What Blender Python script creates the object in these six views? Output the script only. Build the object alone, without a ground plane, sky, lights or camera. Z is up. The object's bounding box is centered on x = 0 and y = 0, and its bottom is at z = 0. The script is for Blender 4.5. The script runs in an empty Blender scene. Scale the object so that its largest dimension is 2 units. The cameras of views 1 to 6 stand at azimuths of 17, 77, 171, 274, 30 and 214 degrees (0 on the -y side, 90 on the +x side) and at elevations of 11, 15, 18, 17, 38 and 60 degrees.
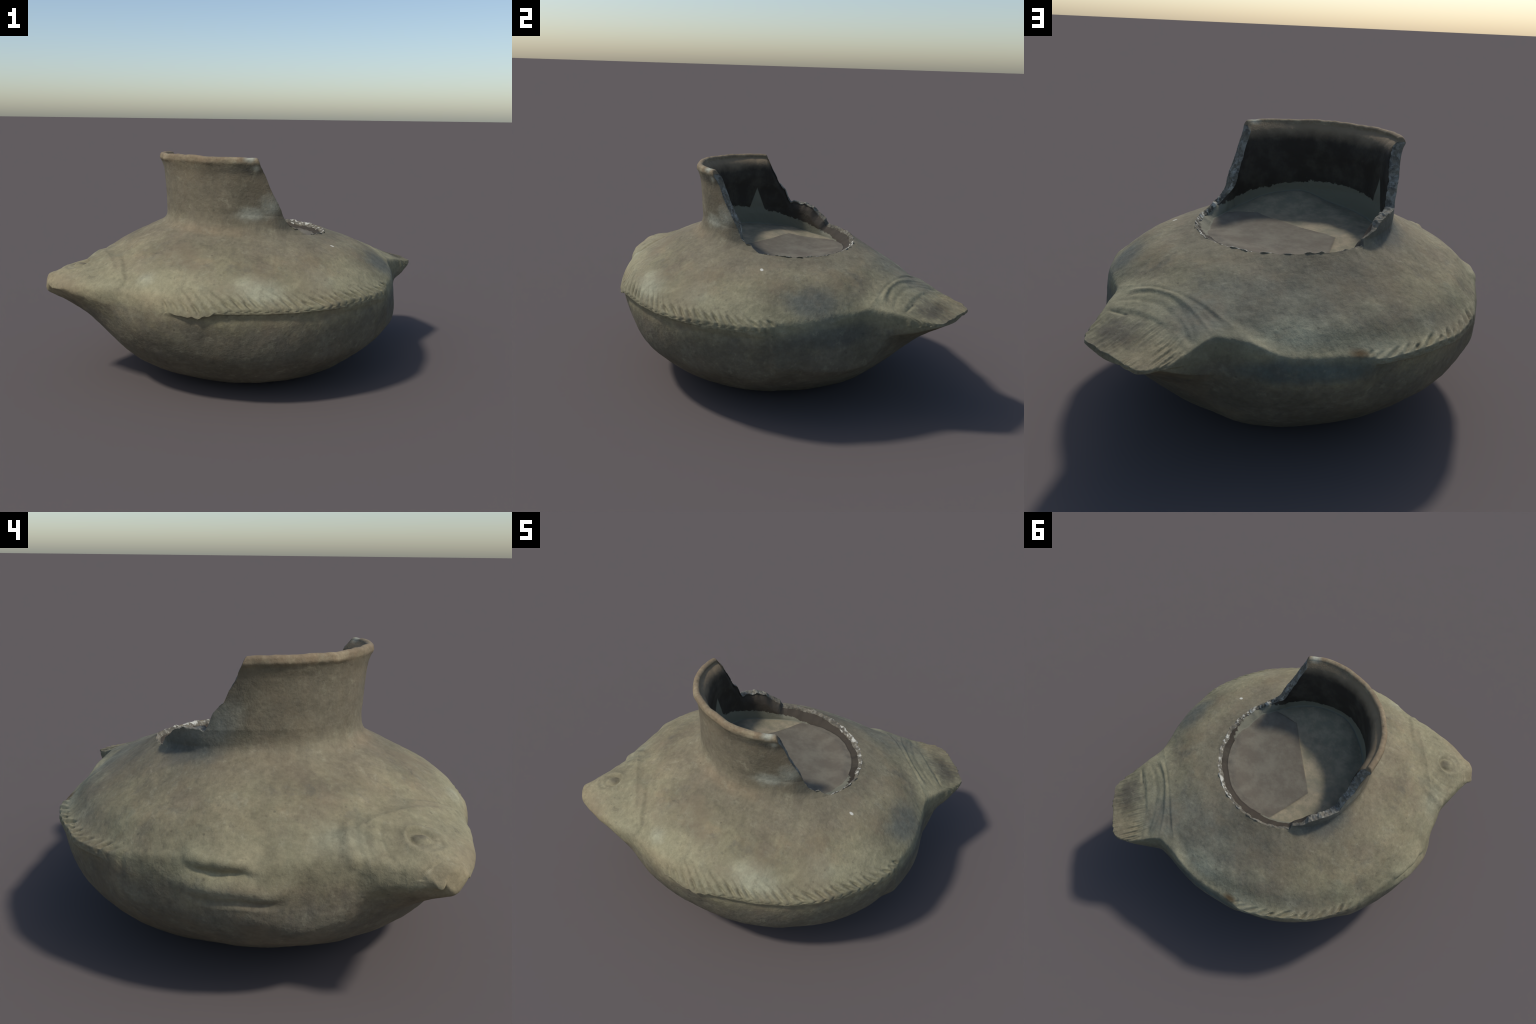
# Broken clay effigy bowl in the shape of a fish lying on its side:
# round shouldered bowl, head and tail at opposite ends, notched fins on the rim,
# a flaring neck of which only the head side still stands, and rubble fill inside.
import bpy
import numpy as np

rad = np.radians

# ------------------------------------------------------------------ helpers
def pchip(xk, yk, x):
    xk = np.asarray(xk, float); yk = np.asarray(yk, float)
    h = np.diff(xk); d = np.diff(yk) / h
    m = np.zeros_like(yk); m[0] = d[0]; m[-1] = d[-1]
    a, b = d[:-1], d[1:]; w1 = 2 * h[1:] + h[:-1]; w2 = h[1:] + 2 * h[:-1]
    with np.errstate(all='ignore'):
        m[1:-1] = np.where(a * b > 0, (w1 + w2) / (w1 / a + w2 / b), 0)
    i = np.clip(np.searchsorted(xk, x) - 1, 0, len(xk) - 2)
    t = (x - xk[i]) / h[i]
    return ((2*t**3 - 3*t**2 + 1) * yk[i] + (t**3 - 2*t**2 + t) * h[i] * m[i]
            + (3*t**2 - 2*t**3) * yk[i+1] + (t**3 - t**2) * h[i] * m[i+1])


def ring(table, deg):
    """periodic curve through (azimuth in degrees, value) pairs"""
    k = sorted((a, v) for a, v in table)
    xk = np.array([a for a, _ in k], float); yk = np.array([v for _, v in k], float)
    xk = np.r_[xk[-3:] - 360, xk, xk[:3] + 360]; yk = np.r_[yk[-3:], yk, yk[:3]]
    return pchip(xk, yk, (np.asarray(deg, float) - xk[3]) % 360 + xk[3])


def sstep(a, b, x):
    t = np.clip((x - a) / (b - a), 0, 1)
    return t * t * (3 - 2 * t)


def smax(a, b, k):
    h = np.clip(.5 + .5 * (a - b) / k, 0, 1)
    return b + (a - b) * h + k * h * (1 - h)


def smin(a, b, k):
    return -smax(-a, -b, k)


def arcwin(deg, lo, hi, soft):
    """1 between two azimuths, fading over soft degrees at both ends"""
    mid, half = (lo + hi) / 2, (hi - lo) / 2
    d = np.abs((deg - mid + 180) % 360 - 180)
    return 1 - sstep(half - soft, half + soft, d)


def gauss(x, s):
    return np.exp(-(x / s) ** 2)


def value_noise(P, scale, seed):
    """smooth 3d lattice noise in -1..1"""
    q = np.asarray(P) * scale + 37.3
    i = np.floor(q).astype(np.int64); f = q - i; f = f * f * (3 - 2 * f)
    out = 0
    for dx in (0, 1):
        for dy in (0, 1):
            for dz in (0, 1):
                n = (i[..., 0] + dx) * 73856093 ^ (i[..., 1] + dy) * 19349663 ^ (i[..., 2] + dz) * 83492791 ^ seed * 2654435
                n = (n ^ (n >> 13)) * 1274126177 & 0x7fffffff
                n = (n ^ (n >> 16)) & 0xffff
                w = (f[..., 0] if dx else 1 - f[..., 0]) * (f[..., 1] if dy else 1 - f[..., 1]) * (f[..., 2] if dz else 1 - f[..., 2])
                out = out + w * (n / 32767.5 - 1)
    return out


# ------------------------------------------------------------------ shape rules
HEAD_AZ, TAIL_AZ = -141.5, 45.0
# plan outline: azimuth, radius
OUTLINE = [(-156.2, 1.003), (-152.9, 1.045), (-147, 1.135), (-145.2, 1.182), (-144.1, 1.22), (-142.2, 1.228), (-140.3, 1.225),
           (-138.1, 1.218), (-136.3, 1.2), (-134.5, 1.186), (-129.7, 1.142), (-125.2, 1.092), (-119.5, 1.048), (-115.1, 1.010),
           (-108, .988), (-102, .986), (-88, .993), (-73, .975), (-58.9, .975), (-47.4, .976), (-36.3, .966), (-24.8, .968),
           (-11.6, .955), (-6, .95), (.3, .943), (13.5, .928), (19, .934), (21.1, .944), (27.9, 1.04), (32.2, 1.128), (35.4, 1.19),
           (37, 1.208), (40, 1.212), (48.7, 1.231), (52.5, 1.238), (53.9, 1.231), (57, 1.172), (59.9, 1.068), (62.8, .992),
           (68.6, .964), (76.7, .952), (85.8, .945), (93.7, .94), (99, .946), (104.3, .96), (108.6, .958), (119.9, .952),
           (131, .96), (145.4, .95), (153.4, .943), (162.1, .948), (170.9, .96), (182.5, .978), (191.3, .97), (199, .985)]
# height of the rim
RIM_Z = [(-175, .60), (-155, .61), (-140, .62), (-120, .60), (-100, .59), (-80, .585), (-56, .585), (-30, .585), (-10, .56),
         (3, .53), (14, .51), (24, .53), (32, .565), (52, .568), (75, .545), (97, .56), (126, .56), (150, .57)]
# height of the shoulder at four radii, at eight azimuths
SHOULDER_AZ = [-175, -130, -85, -40, 5, 50, 95, 140]
SHOULDER = {.55: [.905, .90, .888, .868, .842, .838, .842, .864],
            .70: [.828, .834, .808, .802, .793, .783, .745, .765],
            .83: [.756, .756, .738, .724, .714, .71, .662, .695],
            .92: [.678, .688, .668, .655, .636, .61, .585, .605]}
# bowl: radius, height
BOWL = [(0, 0), (.32, .007), (.49, .026), (.632, .076), (.78, .2), (.892, .32), (.945, .45), (.982, .60)]
BOWL_OFF = (.031, .01)
# ends: distance along the axis -> top / underside
END_AT = [.75, .95, 1.08, 1.22]
HEAD_TOP, HEAD_LOW = [.787, .722, .687, .653], [.28, .38, .478, .553]
TAIL_TOP, TAIL_LOW = [.74, .682, .628, .59], [.26, .412, .475, .561]
# neck: radius at fractions of its height
NECK = [(0, .50), (.08, .480), (.25, .471), (.55, .477), (.8, .487), (.92, .500), (1, .507)]
NECK_TOP = 1.308
# where the neck is broken: azimuth, height of the broken edge
BREAK = [(-75, 1.4), (-64.5, 1.345), (-61, 1.31), (-57.5, 1.255), (-53, 1.165), (-45, 1.05), (-40, .975), (-33, .93), (-25, .887), (-15, .858),
         (0, .845), (12, .842), (38, .845), (61, .852), (78, .858), (100, .866), (117, .872), (119.5, .89), (121.5, .945), (128, .965),
         (137, 1.0), (146, 1.018), (154, 1.02), (157, 1.055), (160, 1.1), (165, 1.14), (168, 1.19), (172, 1.25), (174, 1.285), (178, 1.34), (183, 1.4)]
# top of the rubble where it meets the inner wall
FILL = [(-180, .85), (-150, .87), (-125, .895), (-98, .945), (-76, .925), (-57, .885), (-34, .855), (-10, .82), (12, .834), (40, .832), (80, .820), (105, .812), (130, .815), (150, .835)]

# how far the side of the bowl swells out below the rim, by azimuth
SWELL = [(-165, .030), (-141, 0), (-128, .008), (-115, .012), (-97, .006), (-85, .014), (-60, .028), (-25, .034), (-8, .012), (3, .006), (14, .008), (26, .008), (45, .004), (70, .002), (92, .002), (115, .026), (150, .014), (175, .024)]
# and of its lower half
SWELL_LOW = [(-165, -.066), (-146, -.005), (-131, .042), (-114, .012), (-97, .0), (-80, .010), (-45, .008), (-10, -.014), (12, -.022), (30, .0), (45, .022), (58, .052), (75, .042), (95, .006), (120, .012), (136, .036), (150, -.012), (172, -.064)]

FIN_FRONT = (-99, -12)
FIN_BACK = (100, 150)


def shoulder_z(r, deg):
    st = np.array([.55, .70, .83, .92, .985])
    Z = np.stack([ring(list(zip(SHOULDER_AZ, SHOULDER[k])), deg) for k in (.55, .70, .83, .92)] + [ring(RIM_Z, deg)])
    sh = r.shape; rr = r.ravel(); Z = np.broadcast_to(Z, (5,) + sh).reshape(5, -1)
    h = np.diff(st)[:, None]; d = np.diff(Z, axis=0) / h
    m = np.zeros_like(Z); m[0] = d[0]; m[-1] = d[-1] * 1.2
    a, b = d[:-1], d[1:]; w1 = 2 * h[1:] + h[:-1]; w2 = h[1:] + 2 * h[:-1]
    with np.errstate(all='ignore'):
        m[1:-1] = np.where(a * b > 0, (w1 + w2) / (w1 / a + w2 / b), 0)
    rc = np.clip(rr, .4, .99)
    i = np.clip(np.searchsorted(st, rc) - 1, 0, 3); k = np.arange(rr.size)
    hh = h[i, 0]; t = (rc - st[i]) / hh
    v = ((2*t**3 - 3*t**2 + 1) * Z[i, k] + (t**3 - 2*t**2 + t) * hh * m[i, k]
         + (3*t**2 - 2*t**3) * Z[i+1, k] + (t**3 - t**2) * hh * m[i+1, k])
    v = np.where(rc < .55, Z[0] + m[0] * (rc - .55), v)
    return (v - 3 * np.maximum(rr - .985, 0)).reshape(sh)


def fin_mask(deg):
    front = sstep(-106, -82, deg) * (1 - sstep(-15, -9, deg))
    back = sstep(97, 104, deg) * (1 - sstep(140, 154, deg))
    return np.maximum(front, back)


def end_axes(x, y, az):
    c, s = np.cos(rad(az)), np.sin(rad(az))
    return x * c + y * s, -x * s + y * c


def heights(x, y):
    r = np.hypot(x, y); deg = np.degrees(np.arctan2(y, x))
    top = shoulder_z(r, deg)
    bx, by = x - BOWL_OFF[0], y - BOWL_OFF[1]
    rb = np.hypot(bx, by); t = np.arctan2(by, bx)
    q = 1.012 - .025 * np.cos(t) - .028 * np.sin(t) + .006 * np.cos(2 * t) + .014 * np.sin(2 * t)
    hi = sstep(.60, .98, rb)
    rb = rb / (q + ring(SWELL, deg) * hi + ring(SWELL_LOW, deg) * sstep(.15, .5, rb) * (1 - hi))
    low = pchip([a for a, _ in BOWL], [b for _, b in BOWL], np.minimum(rb, .982)) + 8 * np.maximum(rb - .982, 0)
    # the fins stand out from the bowl as ledges
    f = fin_mask(deg)
    ledge = ring(RIM_Z, deg) - .010 - .2 * (.985 - r)
    low = np.where(f > 0, smin(low + 5 * f * np.maximum(r - (.925 + .05 * (1 - f)), 0), ledge, .02), low)
    for az, T, L, head in ((HEAD_AZ, HEAD_TOP, HEAD_LOW, True), (TAIL_AZ, TAIL_TOP, TAIL_LOW, False)):
        a, w = end_axes(x, y, az)
        ac = np.clip(a, .75, 1.25)
        zt = pchip(END_AT, T, ac); zl = pchip(END_AT, L, ac)
        if head:
            W = np.where(w > 0, np.interp(a, [.75, .95, 1.1, 1.2, 1.25], [.46, .38, .25, .085, .06]),
                         np.interp(a, [.75, .95, 1.1, 1.2, 1.25], [.40, .28, .14, .055, .05]))
            zt = zt - np.interp(a, [.8, 1.0, 1.15], [.10, .066, .045]) * (w / W) ** 2 - .9 * np.maximum(.88 - a, 0)
            zl = zl + np.interp(a, [.8, 1.0, 1.15], [.18, .13, .07]) * (w / W) ** 2
        else:
            zt = zt - .7 * np.maximum(.84 - a, 0) - np.interp(a, [.75, .95, 1.1, 1.22], [.035, .022, .015, .012]) * (w / .24) ** 2
            zl = zl + .035 * (w / .2) ** 2
        on = a > .6
        top = np.where(on, smax(top, np.where(on, zt - 2 * np.maximum(.7 - a, 0), -1), .11), top)
        low = np.where(on, smin(low, zl + 3 * np.maximum(.80 - a, 0), .08), low)
    return top, low


# ------------------------------------------------------------------ the skin as one grid
N = 1440
DEG = np.linspace(-180, 180, N, endpoint=False)
T = rad(DEG); C, S = np.cos(T), np.sin(T)
R = ring(OUTLINE, DEG)
RAG = np.stack([DEG / 4, DEG * 0, DEG * 0], -1)
R = R + arcwin(DEG, 36, 55, 2) * (.006 * value_noise(RAG, 1.0, 91) + .004 * value_noise(RAG, 3.1, 92)) + .0025 * fin_mask(DEG) * value_noise(RAG, 2.2, 93)
fin = fin_mask(DEG)

nb, nw, nt = 130, 9, 150
u = np.sin(np.linspace(0, np.pi / 2, nb)); u[0] = .002
rl = R * u[:, None]
X, Y = rl * C, rl * S
zt, zl = heights(X, Y)
zl = np.minimum(zl, zt - .016 + .008 * fin)
A = np.stack([X, Y, zl], -1)
v = np.linspace(0, 1, nt) ** 1.25
rt = R - (R - .50) * v[:, None]
X, Y = rt * C, rt * S
zt, _ = heights(X, Y)
Cg = np.stack([X, Y, zt], -1)
w = np.linspace(0, 1, nw + 2)[1:-1, None]
e0, e1 = A[-1], Cg[0]
B = e0 + (e1 - e0) * w[..., None]
outer = np.concatenate([A, B, Cg])
iA, iB, iC = 0, nb, nb + nw
# round the rim: relax the profile near it (little on the fins, whose lips are crisp)
rimrow = nb + nw // 2
rows = np.arange(len(outer))
wr = np.clip(1 - np.abs(rows - rimrow) / 48., 0, 1)[:, None, None]
crisp = np.clip(.9 * fin + arcwin(DEG, 34, 56, 3) + .3 * arcwin(DEG, -147, -137, 3), 0, 1)
for k in range(110):
    lap = np.zeros_like(outer)
    lap[1:-1] = (outer[2:] + outer[:-2]) / 2 - outer[1:-1]
    amt = np.where(k < 2, 1., 1 - crisp)[None, :, None]
    outer = outer + .5 * wr * amt * lap

wb = np.clip(np.minimum((rows - 8) / 20., (nb - 14 - rows) / 12.), 0, 1)[:, None, None]
for k in range(160):
    lap = np.zeros_like(outer)
    lap[1:-1] = (outer[2:] + outer[:-2]) / 2 - outer[1:-1]
    outer = outer + .5 * wb * lap

wa = (1 - sstep(45, 75, np.abs((DEG - 12 + 180) % 360 - 180)))[None, :, None]
wh = (1 - sstep(18, 32, np.abs((DEG + 126 + 180) % 360 - 180)))[None, :, None]
wf = np.clip(1 - np.abs(rows - rimrow + 8) / 40., 0, 1)[:, None, None]
for k in range(110):
    lap = np.zeros_like(outer)
    lap[1:-1] = (outer[2:] + outer[:-2]) / 2 - outer[1:-1]
    outer = outer + .5 * np.maximum(wb * wa * (1 - fin[None, :, None]), .5 * wf * wh * (1 - fin[None, :, None])) * lap

# ------------------------------------------------------------------ relief on the skin
def normals_of(G):
    du = np.roll(G, -1, 1) - np.roll(G, 1, 1)
    dv = np.gradient(G, axis=0)
    n = np.cross(du, dv)
    return n / np.maximum(np.linalg.norm(n, axis=-1, keepdims=True), 1e-9)


def relief(G):
    x, y, z = G[..., 0], G[..., 1], G[..., 2]
    r = np.hypot(x, y); deg = np.degrees(np.arctan2(y, x))
    upper = (np.arange(len(G)) >= rimrow)[:, None]
    topw = np.where(upper, 1., 0.)
    Rr = np.broadcast_to(R, r.shape)
    inset = np.maximum(Rr - r, 0)
    d = .0035 * value_noise(G, 5, 1) + .0022 * value_noise(G, 14, 2) + .0009 * value_noise(G, 45, 3)
    # notched fins: slanting slashes cut in from the edge
    for (lo, hi), gap, lean in ((FIN_FRONT, .056, 1.6), (FIN_BACK, .064, -1.3)):
        arc = rad((deg - lo) % 360) * .97
        ph = (arc + lean * (.97 - r)) / gap + .18 * np.sin(arc * 11) + .12 * np.sin(arc * 27)
        n = np.floor(ph); fr = ph - n - .5
        vary = .3 + .7 * np.abs(np.sin(n * 12.9898 + lo) * 43758.5 % 1)
        ln = .026 + .022 * np.abs(np.sin(n * 78.233 + lo) * 9631.7 % 1)
        win = arcwin(deg, lo + 1, hi - 1, 1.5) * (1 - sstep(.55, 1.0, inset / ln)) * (.4 + .6 * sstep(.0, .012, inset))
        d = d - topw * win * vary * .0115 * gauss(fr, .23) + topw * win * .005 * (gauss(fr - .45, .2) + gauss(fr + .45, .2))
    # eye: a boss in a sunk socket with a raised lid
    ex, ey = x + .805, y + .664
    de = np.hypot(ex, ey)
    socket = np.hypot(ex - .012, ey - .012)
    d = d + topw * (.008 * gauss(de, .06) - .008 * gauss(np.hypot(ex - .030, ey - .024), .022) - .015 * gauss(socket - .042, .014) * (.7 + .3 * np.tanh((ex + ey) / .03)) + .004 * gauss(np.hypot(ex + .006, ey + .008), .022)
                    + .007 * gauss(de - .078, .016))
    # gill arcs round the eye and the flap behind them
    ea = np.degrees(np.arctan2(ey, ex))
    aw = arcwin(ea, 68, 142, 10) * sstep(.61, .68, z)
    d = d + topw * aw * (-.003 * gauss(de - .165, .009) - .003 * gauss(de - .226, .010) + .0015 * gauss(de - .195, .014))
    d = d + topw * .010 * gauss(de - .292, .026) * arcwin(ea, 84, 128, 10) * sstep(.60, .66, z)
    d = d - topw * .004 * gauss(de - .262, .016) * arcwin(ea, 84, 128, 10) * sstep(.60, .66, z)
    # crease running back from the flap
    lx = np.clip((y + .32) / .24, 0, 1)
    cx = -.79 - .09 * lx
    d = d + topw * .004 * gauss(np.where((y > -.36) & (y < -.06), (x - cx), 1) + .012, .016) * sstep(-.36, -.3, y) * (1 - sstep(-.14, -.06, y))
    # gill strap on the other side
    sx = -.555 + .13 * np.clip((-.63 - y) / .22, 0, 1)
    sw = sstep(.60, .66, -y) * (1 - sstep(.88, .93, -y))
    d = d + topw * sw * .006 * (gauss(x - sx, .022) - .7 * gauss(x - sx - .03, .014))
    d = d + topw * .008 * gauss(np.hypot(x + .276, y + .877), .024)
    d = d + .014 * gauss(np.linalg.norm(G - np.array([-.24, -.93, .70]), axis=-1), .13)
    # fuller side below the rim, between the long fin and the tail
    d = d + .011 * gauss(z - .43, .10) * arcwin(deg, -4, 26, 10) * np.where(r > .7, 1, 0)
    # ventral fins: two short lips on the side of the rim
    a0 = np.where(deg < 0, deg + 360, deg)
    for lo, hi, zz, amp, sg in ((166, 180, .640, .014, .022), (168, 181, .598, -.014, .017), (165, 189, .538, .013, .030),
                                (168, 187, .490, -.009, .015), (169, 184, .468, .003, .01)):
        d = d + np.where(r > .8, 1, 0) * (1 + .45 * value_noise(G, 14, 17)) * amp * gauss(z - zz - .004 * np.sin(a0 * .5), sg) * arcwin(deg, lo, hi, 3.5)
    d = d - np.where(r > .8, 1, 0) * .007 * gauss(a0 - 172.6, 1.6) * gauss(z - .615, .02)
    # groove under the lips of the fins
    d = d - np.where(~upper, 1, 0) * np.where(r > .85, 1, 0) *   .004 * gauss(z - .535, .016) * arcwin(deg, -97, -18, 4)
    # tail: bands across its root, a short cut, rays along the fan
    a, wv = end_axes(x, y, TAIL_AZ)
    tw = topw * (1 - sstep(.22, .30, np.abs(wv))) * sstep(.7, .78, a)
    bow = 1.2 * (wv + .08) ** 2
    d = d + tw * (-.0045 * gauss(a - .838 - .15 * bow, .010) - .0025 * gauss(a - .866 - bow, .012) - .0028 * gauss(a - .915 - bow * .8, .014)
                  + .004 * gauss(a - .852 - .5 * bow, .01) + .003 * gauss(a - .978 - .4 * bow, .015) - .004 * gauss(a - 1.0, .02))
    d = d - topw * .005 * gauss(a - 1.009 - .03 * (wv + .2), .006) * arcwin(wv * 100, -24, -12.5, 1.5)
    ray = np.sin((wv + .012 * value_noise(G, 9, 11)) * 2 * np.pi / .036)
    ray = ray + .7 * np.sin((wv + .01 * value_noise(G, 12, 13)) * 2 * np.pi / .0157 + 1)
    d = d + topw * sstep(.98, 1.05, a) * .0042 * np.clip(ray * (.5 + value_noise(G * np.array([1, 1, 0]), 12, 12)), -1, 1)
    # mouth
    a, wv = end_axes(x, y, HEAD_AZ)
    d = d - topw * .004 * gauss(a - 1.165 + .25 * np.abs(wv), .006) * sstep(.0, .04, -wv)
    return d


outer = outer + normals_of(outer) * relief(outer)[..., None]
inward = -np.array([np.cos(rad(-146)), np.sin(rad(-146)), -.1])
outer = outer + inward * (.015 * gauss(np.linalg.norm(outer - np.array([-.985, -.735, .618]), axis=-1), .032))[..., None]
outer[..., 2] = np.maximum(outer[..., 2], 0)
outer[0, :, :2] *= .5
outer[0, :, 2] = 0

# ------------------------------------------------------------------ neck, broken edge, lining, fill
base = outer[-1]
z0 = base[:, 2]
ztop = NECK_TOP + .012 * np.cos(T + 2.0) + .004 * value_noise(np.stack([C * 3, S * 3, C * 0], -1), 1.5, 21) + .0025 * value_noise(np.stack([C * 9, S * 9, C * 0], -1), 2, 22)
cut = ring(BREAK, DEG) - .014
rough = value_noise(np.stack([C * 14, S * 14, C * 0], -1), 1.4, 31) + .25 * value_noise(np.stack([C * 40, S * 40, C * 0], -1), 1.4, 32)
cut = cut + (.008 * rough + .012 * value_noise(np.stack([C * 7, S * 7, C * 0], -1), 1.3, 35)) * sstep(.0, .03, ztop - cut)
edge_z = smin(cut, ztop, .012)
gone = 1 - sstep(.02, .10, edge_z - z0)             # neck lost down to the shoulder
whole = 1 - sstep(.0, .03, ztop - edge_z)           # rim still there
frac = np.clip((edge_z - z0) / (ztop - z0), 0, 1)


def neck_r(f):
    return pchip([a for a, _ in NECK], [b for _, b in NECK], f)


nn, ne, ni, nf = 80, 13, 60, 50
k = np.linspace(0, 1, nn + 1)[1:, None]
f = k * frac
zz = z0 + f * (ztop - z0)
ox, oy = -.023 * np.clip(f * 4, 0, 1), .008 * np.clip(f * 4, 0, 1)
rbase = np.hypot(base[:, 0], base[:, 1])
rr = neck_r(f) + (rbase - .50) * np.clip(1 - f * 8, 0, 1)
rr = rr + .014 * (1 - sstep(15, 40, np.abs(DEG + 68))) * np.clip(f * 3, 0, 1)
rr = rr + .012 * gauss(f - .14, .12) * arcwin(DEG, 122, 158, 8)             # thicker stump
rr = rr + (.006 + .005 * value_noise(np.stack([C * 4, S * 4, C * 0], -1), 1.5, 24)) * gauss(f - .965, .035)   # lip
neck = np.stack([rr * C + ox, rr * S + oy, zz], -1)
neck[..., 0:2] *= 1 + (.006 * value_noise(neck, 6, 41) + .003 * value_noise(neck, 20, 42))[..., None]

# soften the foot of the neck
both = np.concatenate([outer, neck])
rj = np.clip(1 - np.abs(np.arange(len(both)) - len(outer) + 1) / 14., 0, 1)[:, None, None]
for k in range(40):
    lap = np.zeros_like(both)
    lap[1:-1] = (both[2:] + both[:-2]) / 2 - both[1:-1]
    both = both + .5 * rj * lap * (1 - gone)[None, :, None]
outer, neck = both[:len(outer)], both[len(outer):]

last = neck[-1]
low_rough = value_noise(np.stack([C * 5, S * 5, C * 0], -1), 1.3, 33)
thick = .020 + .017 * whole + .030 * sstep(.93, 1.02, edge_z) * (1 - whole) + .008 * low_rough * (1 - whole)
rl_ = np.hypot(last[:, 0], last[:, 1])
ang = np.linspace(0, np.pi, ne + 2)[1:-1, None]
h = thick / 2
rc = rl_ - h
rise = .012 * whole + .005
er = rc + h * np.cos(ang)
ez = last[:, 2] + rise * np.sin(ang) - .015 * gone * (1 - np.cos(ang)) / 2
ea = np.arctan2(last[:, 1], last[:, 0])
edge = np.stack([er * np.cos(ea), er * np.sin(ea), ez], -1)
nz = value_noise(edge, 32, 51) + .6 * value_noise(edge, 80, 52)
edge[..., 2] += .006 * nz * (1 - whole)
edge[..., :2] *= (1 + (.009 * value_noise(edge, 38, 53) + .006 * value_noise(edge, 90, 54)) * (1 - whole))[..., None]

fill_z = ring(FILL, DEG) + .004 * rough
inner_top = edge[-1, :, 2] - .004
fill_z = np.minimum(fill_z, inner_top - .012)
k = np.linspace(0, 1, ni + 1)[1:, None]
zi = inner_top + (fill_z - inner_top) * k
fi = np.clip((zi - z0) / (ztop - z0), -.3, 1)
ri = neck_r(np.clip(fi, .12, 1)) - .050 + .016 * (1 - sstep(45, 75, np.abs((DEG + 155 + 180) % 360 - 180))) * (1 - sstep(.3, .7, fi)) - .004 * (1 - fi) + .008 * sstep(.9, 1.0, fi)
tin = np.hypot(edge[-1, :, 0], edge[-1, :, 1])
ri = ri + (tin - ri[0]) * np.clip(1 - k * np.maximum(inner_top - fill_z, .02) / .06, 0, 1) ** 2
ri = np.minimum(ri, tin + .01)
lin = np.stack([ri * np.cos(ea) - .012 * np.clip(fi * 3, 0, 1), ri * np.sin(ea) + .006 * np.clip(fi * 3, 0, 1), zi], -1)
lin[..., :2] *= (1 + .004 * value_noise(lin, 9, 61) + .003 * value_noise(lin, 30, 62))[..., None]
# the ragged break does not run down the wall as ribs
for it in range(30):
    sm = (np.roll(lin, 1, 1) + np.roll(lin, -1, 1)) / 2
    lin = lin + (sm - lin) * np.clip(k * 4, 0, 1)[..., None] * .9

k = np.linspace(0, 1, nf + 1)[1:, None]
b = lin[-1]
fx, fy = b[:, 0] * (1 - k), b[:, 1] * (1 - k)


def flat_slab(x, y):
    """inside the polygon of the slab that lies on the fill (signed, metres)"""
    corners = [(-.19, .134), (-.085, .40), (.0, .56), (.45, .45), (.56, .0), (.38, -.26), (.16, -.25)]
    cx, cy = .12, .12
    s = None
    for i in range(len(corners)):
        (ax, ay), (bx, by) = corners[i], corners[(i + 1) % len(corners)]
        nx, ny = by - ay, ax - bx
        l = np.hypot(nx, ny); nx, ny = nx / l, ny / l
        if (cx - ax) * nx + (cy - ay) * ny > 0:
            nx, ny = -nx, -ny
        dd = (x - ax) * nx + (y - ay) * ny
        s = dd if s is None else np.maximum(s, dd)
    return s


mid_z = .834
fsm = ring(FILL, DEG)
plane = mid_z - .06 * fx - .10 * fy
edgew = (1 - sstep(0, .5, k)) ** 1.2
fzz = plane + (fsm - plane) * edgew + (b[:, 2] - fsm) * (1 - sstep(0, .12, k))
slab = 1 - sstep(-.006, .006, flat_slab(fx, fy))
fzz = fzz + .005 * slab * sstep(.03, .12, k)
fl = np.stack([fx, fy, fzz], -1)
fl[..., 2] += (.006 * value_noise(fl, 8, 71) + .003 * value_noise(fl, 22, 72)) * (1 - .8 * slab) * np.clip(k * 6, 0, 1)
fl[-1, :, :2] = fl[-2, :, :2] * .02

grid = np.concatenate([outer, neck, edge, lin, fl])
n_out, n_neck, n_edge, n_lin = len(outer), len(outer) + nn, len(outer) + nn + ne, len(outer) + nn + ne + ni
M = len(grid)
print("grid", grid.shape, "box", grid.reshape(-1, 3).min(0), grid.reshape(-1, 3).max(0))

# ------------------------------------------------------------------ faces by region
ii = np.arange(M - 1)[:, None]; jj = np.arange(N)[None, :]
j2 = (jj + 1) % N
quads = np.stack([ii * N + jj, ii * N + j2, (ii + 1) * N + j2, (ii + 1) * N + jj], -1)
cen = (grid[:-1] + np.roll(grid[:-1], -1, 1) + grid[1:] + np.roll(grid[1:], -1, 1)) / 4
cx, cy = cen[..., 0], cen[..., 1]
cr = np.hypot(cx, cy); cdeg = np.degrees(np.arctan2(cy, cx))
row = np.broadcast_to(ii, cr.shape)
reg = np.zeros(cr.shape, int)                                    # 0 body
ah, wh = end_axes(cx, cy, HEAD_AZ)
at, wt = end_axes(cx, cy, TAIL_AZ)
skin = row < n_out
reg[skin & (ah > .80) & (np.abs(wh) < .5)] = 1                    # head
reg[skin & (at > .838) & (np.abs(wt) < .33)] = 2                  # tail
rimz = skin & (row > nb - 22) & (row < nb + nw + 42)
inset = np.broadcast_to(R, cr.shape) - cr
reg[rimz & (inset < .085) & (fin_mask(cdeg) > .5) & (cdeg < 0) & (reg == 0)] = 3
reg[rimz & (inset < .085) & (fin_mask(cdeg) > .5) & (cdeg > 0) & (reg == 0)] = 4
reg[rimz & (cen[..., 2] > .45) & (inset < .08) & (arcwin(cdeg, 163, 194, .1) > .5) & (reg == 0)] = 5
reg[skin & (row > rimrow) & (np.hypot(cx + .805, cy + .664) < .075)] = 6
reg[row >= n_out] = 7                                             # neck
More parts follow.
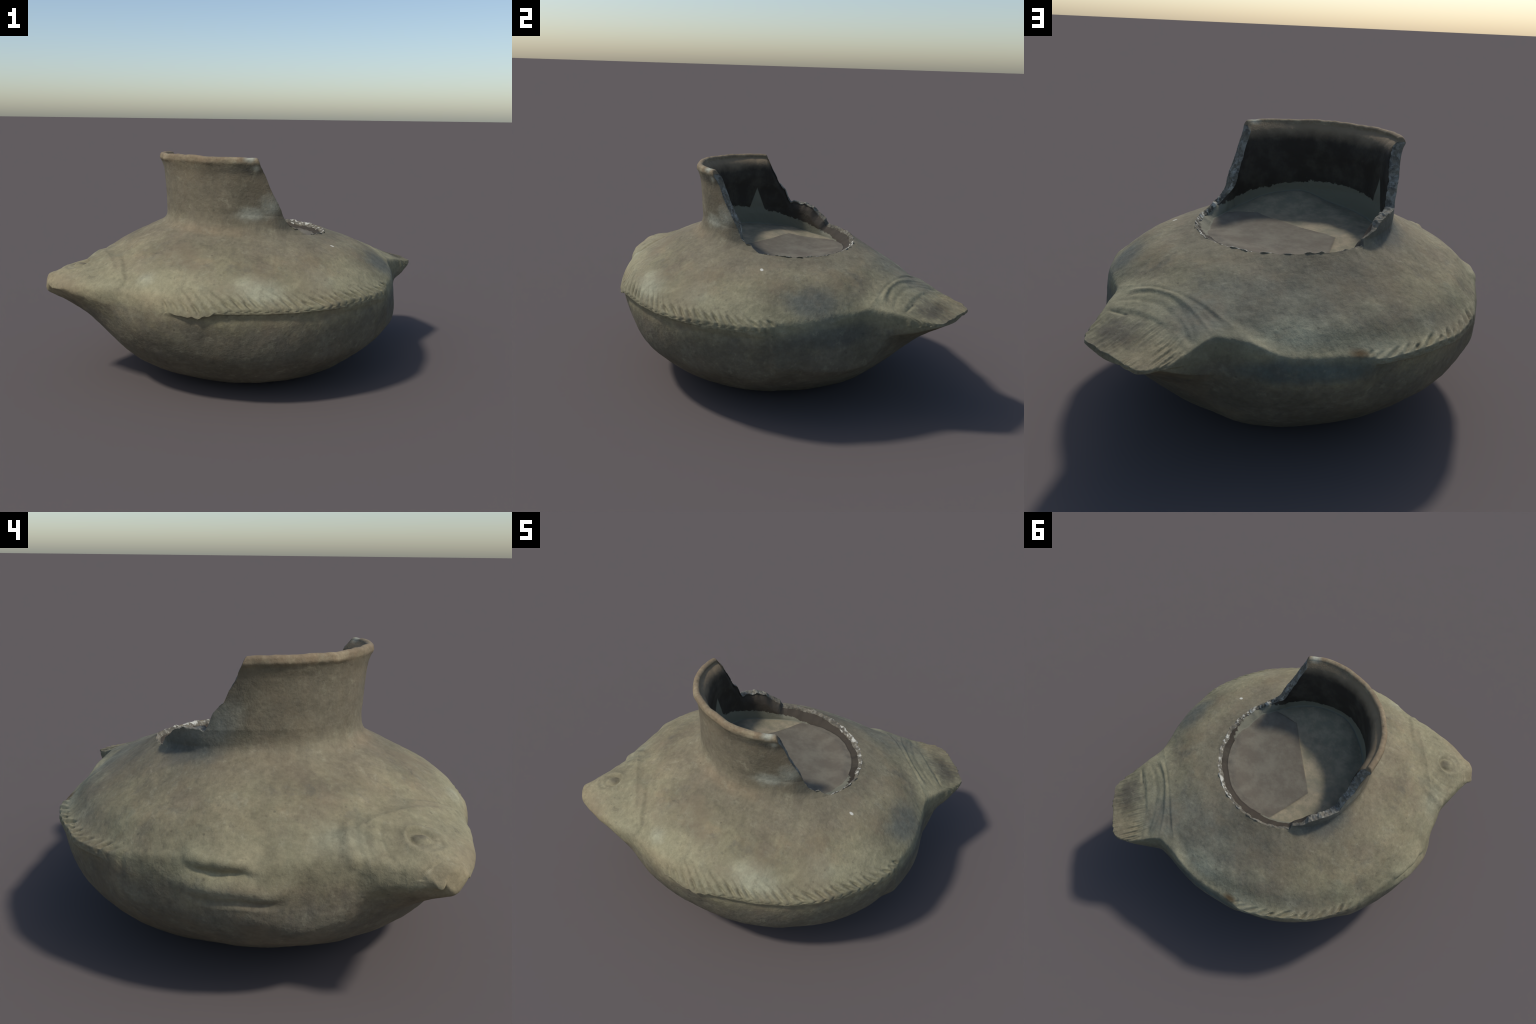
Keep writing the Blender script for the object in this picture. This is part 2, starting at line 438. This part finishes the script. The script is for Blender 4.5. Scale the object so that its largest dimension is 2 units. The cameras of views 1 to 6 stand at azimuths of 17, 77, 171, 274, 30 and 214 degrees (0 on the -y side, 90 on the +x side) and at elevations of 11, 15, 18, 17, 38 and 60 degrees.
reg[row >= n_neck] = 8                                            # edge: rim or break
brk = np.broadcast_to(whole, cr.shape) < .5
reg[(row >= n_neck) & ~brk] = 7
reg[row >= n_edge] = 9                                            # lining
reg[row >= n_lin] = 10                                            # fill

dv = np.gradient(grid, axis=0); du = np.roll(grid, -1, 1) - np.roll(grid, 1, 1)
VN = np.cross(du, dv); VN /= np.maximum(np.linalg.norm(VN, axis=-1, keepdims=True), 1e-12)
VN[0] = (0, 0, -1); VN[-1] = (0, 0, 1)
V = grid.reshape(-1, 3); VN = VN.reshape(-1, 3)

# ------------------------------------------------------------------ materials
class Nodes:
    def __init__(s, name, rough=.85, spec=.25):
        s.m = bpy.data.materials.new(name); s.m.use_nodes = True
        s.t = s.m.node_tree; s.t.nodes.clear()
        s.out = s.t.nodes.new('ShaderNodeOutputMaterial'); s.b = s.t.nodes.new('ShaderNodeBsdfPrincipled')
        s.t.links.new(s.b.outputs[0], s.out.inputs[0])
        s.b.inputs['Roughness'].default_value = rough
        s.b.inputs['Specular IOR Level'].default_value = spec
        s.co = s.t.nodes.new('ShaderNodeTexCoord').outputs['Object']
        sp = s.t.nodes.new('ShaderNodeSeparateXYZ'); s.t.links.new(s.co, sp.inputs[0])
        s.x, s.y, s.z = sp.outputs

    def put(s, sock, val):
        if isinstance(val, (int, float)):
            sock.default_value = val
        elif isinstance(val, (tuple, list)):
            sock.default_value = (*val, 1) if len(val) == 3 and sock.type == 'RGBA' else val
        else:
            s.t.links.new(val, sock)

    def math(s, op, a, b=0., clamp=False):
        n = s.t.nodes.new('ShaderNodeMath'); n.operation = op; n.use_clamp = clamp
        s.put(n.inputs[0], a); s.put(n.inputs[1], b)
        return n.outputs[0]

    def step(s, val, lo, hi):
        n = s.t.nodes.new('ShaderNodeMapRange'); n.interpolation_type = 'SMOOTHSTEP'
        s.put(n.inputs[0], val)
        if lo <= hi:
            n.inputs[1].default_value, n.inputs[2].default_value = lo, hi
        else:
            n.inputs[1].default_value, n.inputs[2].default_value = hi, lo
            n.inputs[3].default_value, n.inputs[4].default_value = 1, 0
        return n.outputs[0]

    def noise(s, scale, detail=3, rough=.55, stretch=None, seed=0.):
        n = s.t.nodes.new('ShaderNodeTexNoise'); n.inputs['Scale'].default_value = scale
        n.inputs['Detail'].default_value = detail; n.inputs['Roughness'].default_value = rough
        mp = s.t.nodes.new('ShaderNodeMapping'); s.t.links.new(s.co, mp.inputs[0])
        mp.inputs['Location'].default_value = (seed, seed * .7, -seed)
        if stretch:
            mp.inputs['Scale'].default_value = stretch
        s.t.links.new(mp.outputs[0], n.inputs['Vector'])
        return n.outputs['Fac']

    def spots(s, scale, lo, hi):
        n = s.t.nodes.new('ShaderNodeTexVoronoi'); n.inputs['Scale'].default_value = scale
        s.t.links.new(s.co, n.inputs['Vector'])
        return s.step(n.outputs['Distance'], hi, lo)

    def blob(s, c, radii, edge=.5, wob=.35, nscale=9.):
        """soft-edged patch round a point, its edge broken up by noise"""
        terms = None
        for ax, cc, rr_ in zip((s.x, s.y, s.z), c, radii):
            d = s.math('MULTIPLY', s.math('SUBTRACT', ax, cc), 1 / rr_)
            d = s.math('MULTIPLY', d, d)
            terms = d if terms is None else s.math('ADD', terms, d)
        d = s.math('SQRT', terms)
        if wob:
            d = s.math('ADD', d, s.math('MULTIPLY', s.math('SUBTRACT', s.noise(nscale, 4, .6, seed=c[0] * 7), .5), wob * 2.5))
        return s.step(d, 1 + edge / 2, 1 - edge)

    def mix(s, a, b, f, amount=1.):
        n = s.t.nodes.new('ShaderNodeMix'); n.data_type = 'RGBA'
        s.put(n.inputs[6], a); s.put(n.inputs[7], b)
        s.put(n.inputs[0], s.math('MULTIPLY', f, amount) if not isinstance(f, (int, float)) else f * amount)
        return n.outputs[2]

    def gain(s, col, f, lo, hi):
        """multiply a colour by lo..hi as f runs 0..1"""
        n = s.t.nodes.new('ShaderNodeMapRange'); s.put(n.inputs[0], f)
        n.inputs[3].default_value, n.inputs[4].default_value = lo, hi
        v = s.t.nodes.new('ShaderNodeVectorMath'); v.operation = 'SCALE'
        s.t.links.new(col, v.inputs[0]); s.t.links.new(n.outputs[0], v.inputs['Scale'])
        return v.outputs[0]

    def finish(s, col, bump=.15, scale=90.):
        s.put(s.b.inputs['Base Color'], col)
        bp = s.t.nodes.new('ShaderNodeBump'); bp.inputs['Strength'].default_value = bump
        bp.inputs['Distance'].default_value = .01
        s.t.links.new(s.noise(scale, 4, .6), bp.inputs['Height'])
        s.t.links.new(bp.outputs[0], s.b.inputs['Normal'])
        return s.m


KHAKI, TAUPE, WARM, SLATE = (.222, .195, .119), (.183, .150, .100), (.275, .222, .13), (.10, .105, .088)


def clay(g):
    """the fired clay of the outside with its patches"""
    big = g.step(g.noise(2.6, 4, .6, seed=3), .38, .62)
    med = g.step(g.noise(8, 5, .62, seed=11), .35, .68)
    fine = g.step(g.noise(30, 5, .7), .3, .7)
    col = g.mix(KHAKI, TAUPE, big, .75)
    col = g.mix(col, (.255, .228, .132), med, .5)
    col = g.mix(col, (.24, .178, .10), g.step(g.noise(6, 5, .68, seed=51), .53, .66), .3)
    col = g.mix(col, (.135, .125, .095), g.step(g.noise(5, 6, .7, seed=61), .54, .66), .5)
    col = g.mix(col, (.275, .26, .17), g.step(g.noise(7, 5, .7, seed=71), .56, .68), .45)
    rad_ = g.math('SQRT', g.math('ADD', g.math('MULTIPLY', g.x, g.x), g.math('MULTIPLY', g.y, g.y)))
    brim = g.step(g.math('ADD', rad_, g.math('MULTIPLY', g.noise(6, 4, .65, seed=21), .35)), .92, 1.12)
    col = g.mix(col, (.268, .248, .15), g.math('MULTIPLY', brim, g.step(g.z, .52, .60)), .7)
    brown = g.step(g.math('ADD', rad_, g.math('MULTIPLY', g.noise(7, 4, .65, seed=24), .3)), .92, .70)
    col = g.mix(col, (.160, .138, .095), brown, .6)
    col = g.mix(col, (.12, .105, .075), g.step(g.noise(17, 5, .7, seed=27), .60, .74), .5)
    # blue-grey, smoked areas
    col = g.mix(col, SLATE, g.blob((.845, .01, .70), (.13, .18, .11), .7), .85)
    col = g.mix(col, SLATE, g.blob((.50, .73, .66), (.15, .13, .10), .7), .75)
    col = g.mix(col, (.165, .168, .13), g.blob((.25, .72, .72), (.55, .32, .16), .8), .55)
    col = g.mix(col, SLATE, g.blob((.90, .08, .53), (.12, .33, .075), .6), .75)
    col = g.mix(col, (.10, .125, .112), g.blob((.12, .96, .52), (.42, .12, .06), .6), .85)
    col = g.mix(col, SLATE, g.blob((-.45, .72, .64), (.25, .16, .05), .9), .35)
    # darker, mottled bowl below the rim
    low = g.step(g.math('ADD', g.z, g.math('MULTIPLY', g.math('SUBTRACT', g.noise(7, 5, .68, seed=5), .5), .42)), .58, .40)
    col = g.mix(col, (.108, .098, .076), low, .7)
    col = g.mix(col, (.19, .178, .122), g.math('MULTIPLY', g.step(g.z, .55, .5), g.step(g.noise(11, 5, .7, seed=31), .56, .66)), .45)
    # pale worn patches
    pale = (.32, .31, .21)
    for c, r_, a in (((.36, -.84, .68), (.19, .10, .08), .9), ((.10, .86, .66), (.20, .10, .08), .75), ((-.22, .89, .60), (.18, .07, .06), .75),
                     ((-.27, -.87, .70), (.06, .05, .05), .7), ((-.84, -.36, .69), (.09, .13, .06), .55), ((.62, -.60, .72), (.1, .1, .1), .35),
                     ((-.95, .02, .52), (.06, .2, .03), .6)):
        col = g.mix(col, pale, g.blob(c, r_, .8, .3), a)
    # warm clay: tip of the snout, cheek, ring at the foot of the neck, tail rays
    for c, r_, a in (((-.97, -.75, .60), (.13, .13, .10), .8), ((-.75, -.83, .60), (.22, .14, .07), .55), ((-.2, -.93, .61), (.25, .08, .05), .5),
                     ((.70, .92, .6), (.14, .14, .08), .5)):
        col = g.mix(col, WARM, g.blob(c, r_, .8, .3), a)
    rr_ = g.math('SQRT', g.math('ADD', g.math('MULTIPLY', g.x, g.x), g.math('MULTIPLY', g.y, g.y)))
    foot = g.math('MULTIPLY', g.math('MULTIPLY', g.step(rr_, .56, .49), g.step(g.z, .97, .90)), g.step(g.math('SUBTRACT', g.x, g.y), -.2, .2))
    foot = g.math('MULTIPLY', foot, g.step(g.x, .25, .05))
    col = g.mix(col, (.25, .19, .115), g.math('MULTIPLY', foot, g.noise(12, 3, .6)), 1.1)
    # lip of the neck
    lip = g.step(g.math('ADD', g.z, g.math('MULTIPLY', g.noise(14, 5, .7), .09)), 1.325, 1.365)
    col = g.mix(col, g.mix((.235, .17, .10), (.30, .24, .145), g.step(g.noise(13, 4, .65, seed=41), .45, .65)), lip, .8)
    neck_tone = g.math('MULTIPLY', g.step(g.z, .95, 1.02), g.step(g.z, 1.3, 1.25))
    col = g.mix(col, (.135, .115, .08), g.math('MULTIPLY', neck_tone, g.noise(5, 4, .6, seed=9)), .9)
    col = g.mix(col, (.055, .055, .045), g.blob((.15, -.47, 1.262), (.11, .07, .04), .9), .75)
    col = g.mix(col, (.062, .062, .05), g.blob((.33, -.29, .96), (.10, .10, .06), .9), .6)
    col = g.mix(col, (.085, .097, .09), g.blob((-.40, .30, .93), (.16, .2, .08), .7), .75)
    col = g.mix(col, (.19, .205, .175), g.blob((-.44, .19, 1.01), (.08, .12, .07), .9, .5, 14), .6)
    for c, r_, a in (((.16, -.42, 1.01), (.13, .06, .045), .75), ((.27, -.37, 1.06), (.06, .06, .07), .8), ((.17, -.46, 1.325), (.035, .05, .025), .9),
                     ((-.46, .11, 1.08), (.06, .08, .10), .5), ((.205, -.445, 1.27), (.02, .03, .022), .6)):
        col = g.mix(col, (.36, .36, .28), g.blob(c, r_, .8, .5, 16), a)
    # dark tail corner, brown stain, flecks
    col = g.mix(col, (.075, .065, .052), g.blob((.86, .74, .63), (.16, .14, .07), .8, .6, 14), .8)
    col = g.mix(col, (.23, .17, .10), g.math('MULTIPLY', g.step(g.x, -.15, -.6), g.step(g.noise(4, 4, .6, seed=91), .38, .62)), .2)
    col = g.mix(col, (.11, .065, .025), g.blob((-.135, .915, .588), (.05, .03, .02), .9), .9)
    col = g.mix(col, (.75, .73, .62), g.blob((.602, -.223, .824), (.013, .010, .02), .4, 0), 1.)
    col = g.mix(col, (.07, .06, .045), g.spots(11, .03, .09), .45)
    col = g.mix(col, (.115, .098, .068), g.blob((-.782, -.645, .70), (.034, .034, .05), .7, .2), .7)
    # dark brown along the notches of the fins, paler between them
    az_ = g.math('MULTIPLY', g.math('ARCTAN2', g.y, g.x), 180 / 3.14159265)
    for (lo, hi), gap, lean in ((FIN_FRONT, .056, 1.6), (FIN_BACK, .064, -1.3)):
        arc = g.math('MULTIPLY', g.math('SUBTRACT', az_, lo), 3.14159265 / 180 * .97)
        ph = g.math('DIVIDE', g.math('ADD', arc, g.math('MULTIPLY', g.math('SUBTRACT', .97, rad_), lean)), gap)
        ph = g.math('ADD', ph, g.math('ADD', g.math('MULTIPLY', g.math('SINE', g.math('MULTIPLY', arc, 11.)), .18),
                                      g.math('MULTIPLY', g.math('SINE', g.math('MULTIPLY', arc, 27.)), .12)))
        fr = g.math('ABSOLUTE', g.math('SUBTRACT', g.math('FRACT', ph), .5))
        band = g.math('MULTIPLY', g.step(rad_, .895, .94), g.step(g.z, .55, .575))
        band = g.math('MULTIPLY', band, g.math('MULTIPLY', g.step(az_, lo + 3, lo + 10), g.step(az_, hi - 1, hi - 4)))
        band = g.math('MULTIPLY', band, g.step(g.noise(9, 4, .7, seed=lo), .30, .55))
        col = g.mix(col, (.10, .082, .05), g.math('MULTIPLY', g.step(fr, .26, .04), band), .42)
        col = g.mix(col, (.29, .255, .16), g.math('MULTIPLY', g.step(fr, .30, .48), band), .35)
    col = g.gain(col, 1., .92, .92)
    streak = g.noise(13, 6, .72, stretch=(1, 1.6, 1.3), seed=101)
    col = g.mix(col, (.115, .10, .07), g.step(streak, .55, .70), .38)
    col = g.mix(col, (.30, .28, .19), g.step(streak, .45, .30), .30)
    mott = g.noise(20, 6, .75, stretch=(1.5, 1, 1.3), seed=111)
    col = g.gain(col, g.step(mott, .30, .70), .88, 1.10)
    col = g.mix(col, (.10, .088, .062), g.spots(23, .04, .14), .35)
    # grain
    col = g.gain(col, fine, .91, 1.09)
    col = g.gain(col, g.step(g.noise(75, 3, .7), .3, .7), .96, 1.04)
    col = g.gain(col, g.step(g.noise(3.2, 4, .6, seed=81), .32, .68), .82, 1.14)
    col = g.mix(col, (.19, .148, .092), g.step(g.noise(2.4, 5, .65, seed=121), .50, .66), .38)
    return col


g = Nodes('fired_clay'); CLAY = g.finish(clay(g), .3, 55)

g = Nodes('dark_lining', .8)
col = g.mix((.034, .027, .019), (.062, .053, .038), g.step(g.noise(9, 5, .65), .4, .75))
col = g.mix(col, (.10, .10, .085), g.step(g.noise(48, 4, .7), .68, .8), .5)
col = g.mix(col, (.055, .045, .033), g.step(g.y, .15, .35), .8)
col = g.mix(col, (.10, .09, .07), g.blob((-.22, .40, .93), (.05, .06, .06), .8), .6)
lip = g.step(g.math('ADD', g.z, g.math('MULTIPLY', g.noise(9, 4, .6), .06)), 1.25, 1.335)
col = g.mix(col, (.235, .175, .105), lip, .9)
spike = g.math('MULTIPLY', g.step(g.math('ADD', g.math('ABSOLUTE', g.math('ADD', g.y, .04)), g.math('MULTIPLY', g.math('SUBTRACT', g.z, .95), .38)), .062, .055), g.step(g.x, -.3, -.35))
col = g.mix(col, (.17, .165, .12), spike)
tide = g.math('ADD', g.math('ADD', g.z, g.math('MULTIPLY', g.x, .132)), g.math('MULTIPLY', g.y, .213))
tide = g.math('ADD', tide, g.math('MULTIPLY', g.math('SUBTRACT', g.noise(30, 3, .7), .5), .05))
col = g.mix(col, (.17, .165, .12), g.step(tide, .899, .893))
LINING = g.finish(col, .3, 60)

g = Nodes('broken_clay', .95, .08)
col = g.mix((.095, .088, .072), (.175, .157, .118), g.step(g.noise(26, 5, .7), .35, .65))
col = g.mix(col, (.05, .055, .055), g.step(g.noise(16, 4, .7, seed=4), .54, .70), .6)
col = g.mix(col, (.25, .245, .205), g.math('MULTIPLY', g.step(g.z, .92, 1.0), g.step(g.noise(22, 4, .7, seed=19), .48, .62)), .7)
gone_side = g.step(g.math('ADD', g.x, g.math('MULTIPLY', g.y, .3)), .12, .35)
chalk = g.math('MULTIPLY', g.step(g.noise(26, 4, .75, seed=8), .50, .60), g.step(g.noise(7, 3, .6, seed=14), .36, .50))
col = g.mix(col, (.50, .49, .42), g.math('MULTIPLY', chalk, g.math('ADD', g.math('MULTIPLY', gone_side, .8), .2)))
BROKEN = g.finish(col, .25, 60)

g = Nodes('dusty_fill', .9)
grit = g.noise(14, 5, .65)
col = g.mix((.20, .18, .12), (.30, .25, .165), g.step(grit, .35, .7))
col = g.mix(col, (.15, .145, .11), g.step(g.noise(5, 3, .6, seed=2), .5, .7), .6)
s_ = None
corners = [(-.19, .134), (-.085, .40), (.0, .56), (.45, .45), (.56, .0), (.38, -.26), (.16, -.25)]
for i in range(len(corners)):
    (ax, ay), (bx, by) = corners[i], corners[(i + 1) % len(corners)]
    nx, ny = by - ay, ax - bx
    l = (nx * nx + ny * ny) ** .5; nx, ny = nx / l, ny / l
    if (.12 - ax) * nx + (.12 - ay) * ny > 0:
        nx, ny = -nx, -ny
    dd = g.math('ADD', g.math('ADD', g.math('MULTIPLY', g.x, nx), g.math('MULTIPLY', g.y, ny)), -ax * nx - ay * ny)
    s_ = dd if s_ is None else g.math('MAXIMUM', s_, dd)
slab_col = g.mix((.125, .107, .08), (.168, .151, .112), g.step(g.noise(9, 5, .65, seed=6), .35, .7))
col = g.mix(col, slab_col, g.step(s_, .004, -.004))
FILLM = g.finish(col, .3, 40)

# ------------------------------------------------------------------ objects
root = bpy.data.objects.new('fish_bowl', None)
root.empty_display_size = .2
bpy.context.scene.collection.objects.link(root)
root['label'] = 'broken grey-brown clay fish effigy bowl with necked opening'
root['category'] = 'pottery bowl'

parts = {}


def part(name, code, mat, parent):
    sel = np.argwhere(reg == code)
    q = quads[sel[:, 0], sel[:, 1]]
    used, inv = np.unique(q, return_inverse=True)
    q = inv.reshape(q.shape)
    extra = []
    vs, ns = V[used], VN[used]
    if code == 0 or code == 10:
        pole = 0 if code == 0 else (M - 1) * N
        rim = np.searchsorted(used, pole + np.arange(N))
        tip = len(vs)
        vs = np.vstack([vs, V[pole:pole + N].mean(0)]); ns = np.vstack([ns, [0, 0, -1 if code == 0 else 1]])
        nx_ = np.roll(rim, -1)
        extra = np.stack([np.full(N, tip), nx_, rim] if code == 0 else [np.full(N, tip), rim, nx_], -1)
    me = bpy.data.meshes.new(name)
    nq, ntri = len(q), len(extra)
    loops = np.r_[q.ravel(), np.asarray(extra, int).ravel()].astype(np.int32)
    me.vertices.add(len(vs)); me.vertices.foreach_set('co', vs.astype(np.float32).ravel())
    me.loops.add(len(loops)); me.loops.foreach_set('vertex_index', loops)
    me.polygons.add(nq + ntri)
    me.polygons.foreach_set('loop_start', np.r_[np.arange(nq) * 4, nq * 4 + np.arange(ntri) * 3].astype(np.int32))
    me.update(calc_edges=True)
    me.validate()
    me.polygons.foreach_set('use_smooth', np.ones(len(me.polygons), bool))
    me.materials.append(mat)
    me.normals_split_custom_set_from_vertices(ns.astype(np.float32).tolist())
    ob = bpy.data.objects.new(name, me)
    bpy.context.scene.collection.objects.link(ob)
    ob.parent = parent
    return ob


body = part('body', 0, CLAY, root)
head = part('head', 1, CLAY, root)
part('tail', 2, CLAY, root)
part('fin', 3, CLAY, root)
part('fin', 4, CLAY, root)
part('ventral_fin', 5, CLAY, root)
part('eye', 6, CLAY, head)
neck_ob = part('neck', 7, CLAY, root)
part('broken_edge', 8, BROKEN, neck_ob)
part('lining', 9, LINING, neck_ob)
fill_ob = part('fill', 10, FILLM, root)
fill_ob['kind'] = 'stuff'
